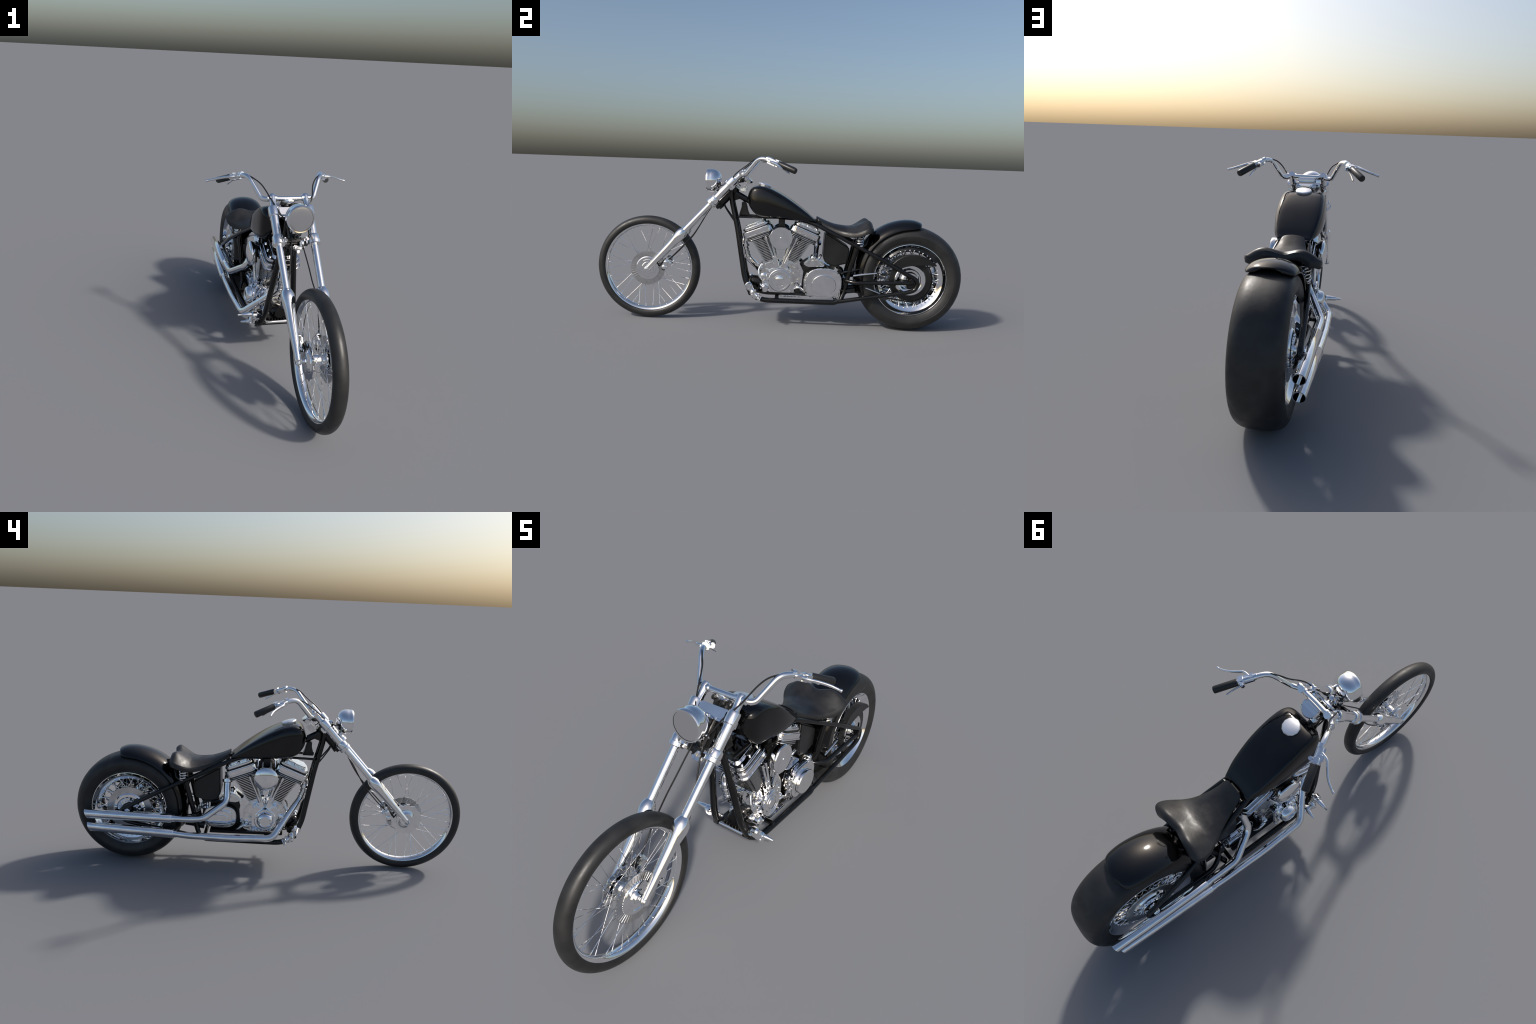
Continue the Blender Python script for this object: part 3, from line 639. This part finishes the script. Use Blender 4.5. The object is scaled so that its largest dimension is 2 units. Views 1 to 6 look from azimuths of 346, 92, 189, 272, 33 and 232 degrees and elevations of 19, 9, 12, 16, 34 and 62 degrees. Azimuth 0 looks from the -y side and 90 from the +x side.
# intake and air cleaners
tube("intake_manifold", [(0, -0.035, 0.452), (0, 0.0165, 0.468), (0, 0.070, 0.452)], 0.022, CAST, en, 20)
box("carburetor", (0, 0.0165, 0.500), (0.120, 0.050, 0.070), SATIN, en, 0.006)
ac = empty("air_cleaner", bike)
for s in (-1, 1):
    xo = 0.128 if s > 0 else 0.120
    dome = 0.0 if s > 0 else 0.011
    lathe("air_cleaner_funnel", [(s * 0.050, 0.026), (s * 0.072, 0.028), (s * 0.086, 0.042), (s * 0.096, 0.053), (s * 0.104, 0.0570), (s * 0.104, 0)], (0, 0.0165, 0.4890), X, SATIN, ac, 40)
    lathe("air_cleaner_cover", [(s * 0.098, 0.054), (s * 0.100, 0.0590), (s * (xo - 0.012), 0.0610), (s * (xo - 0.004), 0.0610), (s * (xo - 0.0005), 0.0590), (s * (xo + dome * 0.6), 0.040), (s * (xo + dome), 0.015), (s * (xo + dome), 0)], (0, 0.0165, 0.4890), X, CHROME, ac, 56, sharp=40)
    lathe("cover_screw", [(0, 0.007), (s * 0.002, 0.006), (s * 0.003, 0)], (s * (xo + dome), 0.0165, 0.4890), X, CHROME, ac, 16)
    box("breather", (s * 0.072, 0.0165, 0.412), (0.022, 0.026, 0.050), CHROME, ac, 0.006)
# vertical strut under the +x air cleaner
prism("breather_plate", [(-0.012, 0.430), (0.045, 0.430), (0.034, 0.372), (0.0, 0.372)], 0.056, 0.066, CHROME, ac, 0.003)

# ================================================= gearbox and primary
gb = empty("gearbox", bike)
prism("gearbox_case", [(0.120, 0.190), (0.330, 0.185), (0.345, 0.230), (0.335, 0.325), (0.270, 0.335), (0.215, 0.360), (0.185, 0.365), (0.140, 0.345), (0.110, 0.310)], -0.005, 0.028, SATIN, gb, 0.008, 3)
prism("gearbox_lid", [(0.138, 0.348), (0.176, 0.380), (0.205, 0.380), (0.262, 0.338), (0.250, 0.335), (0.165, 0.330)], -0.040, 0.066, CAST, gb, 0.006, 2)
prism("link_plate", [(0.086, 0.200), (0.140, 0.190), (0.150, 0.300), (0.125, 0.350), (0.100, 0.372), (0.084, 0.330)], -0.040, 0.030, ENGINE, gb, 0.006)
def superell(cy, cz, ry, rz, n, p): 
    out = []
    for k in range(n):
        a = 2 * PI * k / n; c, s = math.cos(a), math.sin(a)
        out.append((cy + ry * math.copysign(abs(c) ** (2 / p), c), cz + rz * math.copysign(abs(s) ** (2 / p), s)))
    return out
prism("primary_housing", superell(0.2530, 0.2500, 0.0980, 0.0800, 40, 2.7), 0.040, 0.092, ENGINE, gb, 0.018, 5, sharp=60)
prism("primary_foot", [(0.160, 0.168), (0.345, 0.168), (0.348, 0.230), (0.155, 0.230)], 0.035, 0.082, CAST, gb, 0.008, 3)
prism("primary_snout", [(0.148, 0.195), (0.190, 0.170), (0.200, 0.300), (0.165, 0.312), (0.146, 0.270)], 0.040, 0.084, CAST, gb, 0.010, 3)
lathe("clutch_cover", [(0.080, 0.0740), (0.0945, 0.0730), (0.0945, 0.0690), (0.0880, 0.0685), (0.0880, 0.0665), (0.1060, 0.0660), (0.1085, 0.0640), (0.1085, 0)], (0, 0.2550, 0.2400), X, CHROME, gb, 64, sx=1.0, sy=0.84)
# solenoid behind the primary and kick boss
lathe("starter_cap", [(0, 0), (0, 0.020), (0.010, 0.022), (0.030, 0.020), (0.040, 0.012), (0.042, 0)], (0.040, 0.338, 0.318), X, FRAMEBLK, gb, 24)
lathe("starter_cap", [(0, 0.014), (0.02, 0.014), (0.026, 0.009), (0.027, 0)], (0.060, 0.318, 0.325), X, CHROME, gb, 20)
# side cover (-x): stepped oval
prism("gearbox_cover", superell(0.2480, 0.2500, 0.0840, 0.0590, 44, 2.9), -0.050, -0.020, CHROME, gb, 0.008, 3, sharp=60)
prism("gearbox_cover_step", superell(0.2530, 0.2440, 0.0700, 0.0450, 44, 2.9), -0.0620, -0.040, CHROME, gb, 0.009, 3, sharp=60)
prism("gearbox_cover_badge", superell(0.2560, 0.2410, 0.0560, 0.0280, 40, 2.6), -0.0670, -0.056, CHROME, gb, 0.005, 3, sharp=60)
prism("gearbox_bracket", [(0.100, 0.330), (0.130, 0.352), (0.165, 0.376), (0.188, 0.376), (0.150, 0.240), (0.120, 0.230)], 0.004, 0.024, SATIN, gb, 0.004)
prism("link_cover", [(0.086, 0.250), (0.128, 0.255), (0.152, 0.345), (0.118, 0.372), (0.086, 0.335)], -0.050, -0.020, ENGINE, gb, 0.006)
for k in range(5):
    box("starter_case", (-0.045 + 0.0, 0.300 + 0.012 * k, 0.325 - 0.004 * k), (0.060, 0.008, 0.030), CAST, gb, 0.002)
tube("brake_rod", [(0.104, 0.410, 0.300), (0.104, 0.455, 0.308), (0.100, 0.535, 0.318)], [0.0062, 0.0062, 0.0045], CHROME, gb, 10)
tube("brake_rod", [(0.095, 0.480, 0.235), (0.092, 0.560, 0.205)], 0.0045, CHROME, gb, 10)
# shock bodies under the gearbox
for s in (-1, 1):
    lathe("shock_body", [(0, 0), (0, 0.020), (0.05, 0.022), (0.055, 0.016), (0.10, 0.016), (0.10, 0)], (s * 0.035, 0.330, 0.196), (0, 1, 0.12), SATIN, gb, 24)

# fasteners round the covers, oil lines, case ribs
def screw(p, ax, r=0.0048, h=0.005): lathe("bolt", [(-0.004, r), (h * 0.7, r), (h, r * 0.7), (h, 0)], p, ax, CHROME, en, 8)
for k in range(10):
    a = 2 * PI * k / 10 + 0.3
    screw((-0.102, 0.0130 + 0.0495 * math.cos(a), 0.2660 + 0.0495 * math.sin(a)), (-1, 0, 0), 0.0038)
for y, z in ((-0.038, 0.194), (0.072, 0.194), (0.074, 0.300), (-0.038, 0.298)): screw((0.080, y, z), (1, 0, 0))
for y, z in ((-0.038, 0.206), (0.072, 0.206), (0.072, 0.328), (-0.038, 0.328)): screw((-0.094, y, z), (-1, 0, 0))
for s in (-1, 1):
    for k in range(5):
        box("case_rib", (s * 0.058, -0.060 + 0.004 * k, 0.215 + 0.022 * k), (0.012, 0.034, 0.006), ENGINE, en, 0.002, rotx(-20))
    tube("oil_line", catmull([(s * 0.050, -0.070, 0.245), (s * 0.066, -0.092, 0.262), (s * 0.060, -0.100, 0.300), (s * 0.045, -0.085, 0.335)], 5), 0.0055, CHROME, en, 10)
    tube("oil_line", catmull([(s * 0.056, 0.095, 0.205), (s * 0.066, 0.125, 0.215), (s * 0.062, 0.150, 0.195), (s * 0.050, 0.165, 0.185)], 5), 0.0075, CHROME, en, 10)
    lathe("oil_pump_cap", [(0, 0), (0, 0.013), (s * 0.020, 0.013), (s * 0.026, 0.008), (s * 0.026, 0)], (s * 0.046, 0.108, 0.232), X, CHROME, en, 18)
box("oil_pump", (0.048, 0.112, 0.200), (0.030, 0.032, 0.034), SATIN, en, 0.005)
lathe("breather_cap", [(0, 0.016), (0.012, 0.018), (0.020, 0.014), (0.022, 0)], (0.030, 0.192, 0.372), V((0.3, 0.2, 1)), CHROME, gb, 20)
tube("dipstick", [(0.040, 0.225, 0.372), (0.052, 0.235, 0.398)], 0.007, CHROME, gb, 12)

# ================================================= exhaust
def pipe(pts, r, rm, k0, parent):
    """header tube r along pts; muffler of radius rm from point index k0 to the end"""
    hdr = fillet(pts[:k0 + 1], 0.030, 8)
    tube("header_pipe", hdr, r, CHROME, parent, 24)
    a, b = V(pts[k0]), V(pts[-1]); L = (b - a).length; d = b - a
    ring_ = lathe("pipe_clamp", [(-0.012, r), (-0.012, r + 0.003), (0.004, r + 0.003), (0.004, r)], a - d.normalized() * 0.004, d, CHROME, parent, 24, True)
    bm = bmesh.new()
    lathe_bm(bm, [(0, r - 0.002), (0, rm - 0.002), (0.003, rm), (L - 0.002, rm), (L, rm - 0.001), (L, rm - 0.0035), (L - 0.12, rm - 0.0035), (L - 0.12, 0)], a, d, 32)
    # slash-cut mouth: shear the outlet so the top overhangs
    bm.verts.ensure_lookup_table(); dn = d.normalized()
    for v in bm.verts:
        h = (v.co - a).dot(dn)
        if h > L - 0.01: v.co += dn * (v.co.z - b.z) * 0.40
    obj_from_bm("muffler", bm, CHROME, parent, 40)
ex = empty("exhaust", bike)
pipe([(-0.004, -0.160, 0.480), (-0.006, -0.184, 0.462), (-0.004, -0.183, 0.410), (-0.006, -0.165, 0.362), (-0.052, -0.114, 0.302), (-0.152, -0.026, 0.187), (-0.156, 0.200, 0.180), (-0.154, 0.400, 0.1815), (-0.152, 0.474, 0.188), (-0.139, 0.910, 0.1985)], 0.0175, 0.0240, 8, ex)
pipe([(-0.030, 0.180, 0.490), (-0.040, 0.212, 0.482), (-0.045, 0.214, 0.445), (-0.086, 0.212, 0.348), (-0.147, 0.328, 0.273), (-0.146, 0.400, 0.268), (-0.145, 0.484, 0.267), (-0.138, 0.923, 0.266)], 0.0172, 0.0240, 6, ex)
lathe("exhaust_flange", [(-0.008, 0.0), (-0.008, 0.026), (0.006, 0.026), (0.010, 0.021), (0.010, 0)], (-0.045, 0.214, 0.450), V((-0.3, 0, -1)), CHROME, ex, 24)
lathe("exhaust_flange", [(-0.008, 0.0), (-0.008, 0.026), (0.006, 0.026), (0.010, 0.021), (0.010, 0)], (-0.005, -0.184, 0.430), V((0, 0.05, -1)), CHROME, ex, 24)
# ribbed oil line in front of the cylinder
for k in (1, 3, 5):
    t = k / 5
    lathe("pipe_fitting", [(-0.006, 0), (-0.006, 0.0195), (0.006, 0.0195), (0.006, 0)], V((-0.005, -0.182, 0.415)).lerp(V((-0.006, -0.168, 0.370)), t), V((0, 0.3, -1)), CAST, ex, 14)

# ================================================= forward controls and oil filter
fc = empty("foot_control", bike)
for s in (-1, 1):
    arm = catmull([(s * 0.104, -0.160, 0.232), (s * 0.114, -0.140, 0.212), (s * 0.118, -0.116, 0.182), (s * 0.108, -0.090, 0.158)], 5)
    tube("control_arm", arm, [0.017 + 0.004 * math.sin(i * 1.7) for i in range(len(arm))], ENGINE, fc, 14)
    lathe("pivot_boss", [(-0.014, 0), (-0.014, 0.017), (-0.010, 0.020), (0.008, 0.020), (0.012, 0.015), (0.018, 0.013), (0.018, 0)], (s * 0.116, -0.148, 0.226), X, CHROME, fc, 20)
    lathe("pivot_boss", [(-0.012, 0), (-0.012, 0.014), (0.008, 0.016), (0.012, 0.010), (0.012, 0)], (s * 0.118, -0.112, 0.172), X, CHROME, fc, 16)
    lathe("linkage_ball", [(-0.010, 0), (-0.008, 0.008), (0, 0.010), (0.008, 0.008), (0.010, 0)], (s * 0.128, -0.128, 0.176), X, CHROME, fc, 14)
    lathe("linkage_ball", [(-0.010, 0), (-0.008, 0.008), (0, 0.010), (0.008, 0.008), (0.010, 0)], (s * 0.112, -0.092, 0.148), X, CHROME, fc, 14)
    if s < 0: lathe("foot_peg", [(0, 0), (0, 0.0125), (s * 0.030, 0.0125), (s * 0.036, 0.0105), (s * 0.056, 0.0085), (s * 0.060, 0.0052), (s * 0.078, 0.0050), (s * 0.082, 0)], (s * 0.120, -0.146, 0.231), X, CHROME, fc, 16)
    lathe("toe_peg", [(0, 0), (0, 0.0105), (0.020, 0.0105), (0.028, 0.0070), (0.046, 0.0055), (0.056, 0)], (s * 0.120, -0.096, 0.172), (s, 0.08, -0.10), CHROME, fc, 14)
lathe("oil_filter", [(-0.030, 0), (-0.030, 0.030), (-0.025, 0.034), (0.030, 0.034), (0.042, 0.026), (0.044, 0)], (0.004, -0.110, 0.228), V((0.15, -1, 0.1)), FRAMEBLK, en, 28)
lathe("oil_filter_base", [(0, 0), (0, 0.022), (0.03, 0.022), (0.03, 0)], (0.006, -0.100, 0.232), V((0, 1, 0)), SATIN, en, 20)
box("regulator", (0.004, -0.122, 0.196), (0.110, 0.030, 0.036), SATIN, en, 0.004, rotx(30))
for k in range(7): box("regulator_fin", (0.004 + (k - 3) * 0.015, -0.136, 0.190), (0.004, 0.018, 0.032), SATIN, en, 0.001, rotx(30), 1)
tube("sway_link", [(-0.060, -0.150, 0.186), (0.060, -0.150, 0.186)], 0.008, CHROME, en, 14)
for s in (-1, 1):
    lathe("case_plug", [(0, 0.018), (s * 0.010, 0.018), (s * 0.014, 0.012), (s * 0.014, 0)], (s * 0.054, -0.072, 0.270), X, CHROME, en, 20)
    lathe("oil_line_nut", [(0, 0.014), (0.02, 0.014), (0.024, 0.009), (0.024, 0)], (s * 0.040, -0.072, 0.215), V((s * 0.4, -1, 0)), CHROME, en, 12)
lathe("case_plug", [(0, 0.020), (0.03, 0.020), (0.036, 0.014), (0.036, 0)], (0.050, -0.062, 0.205), X, CHROME, en, 20)
bpy.context.view_layer.update()
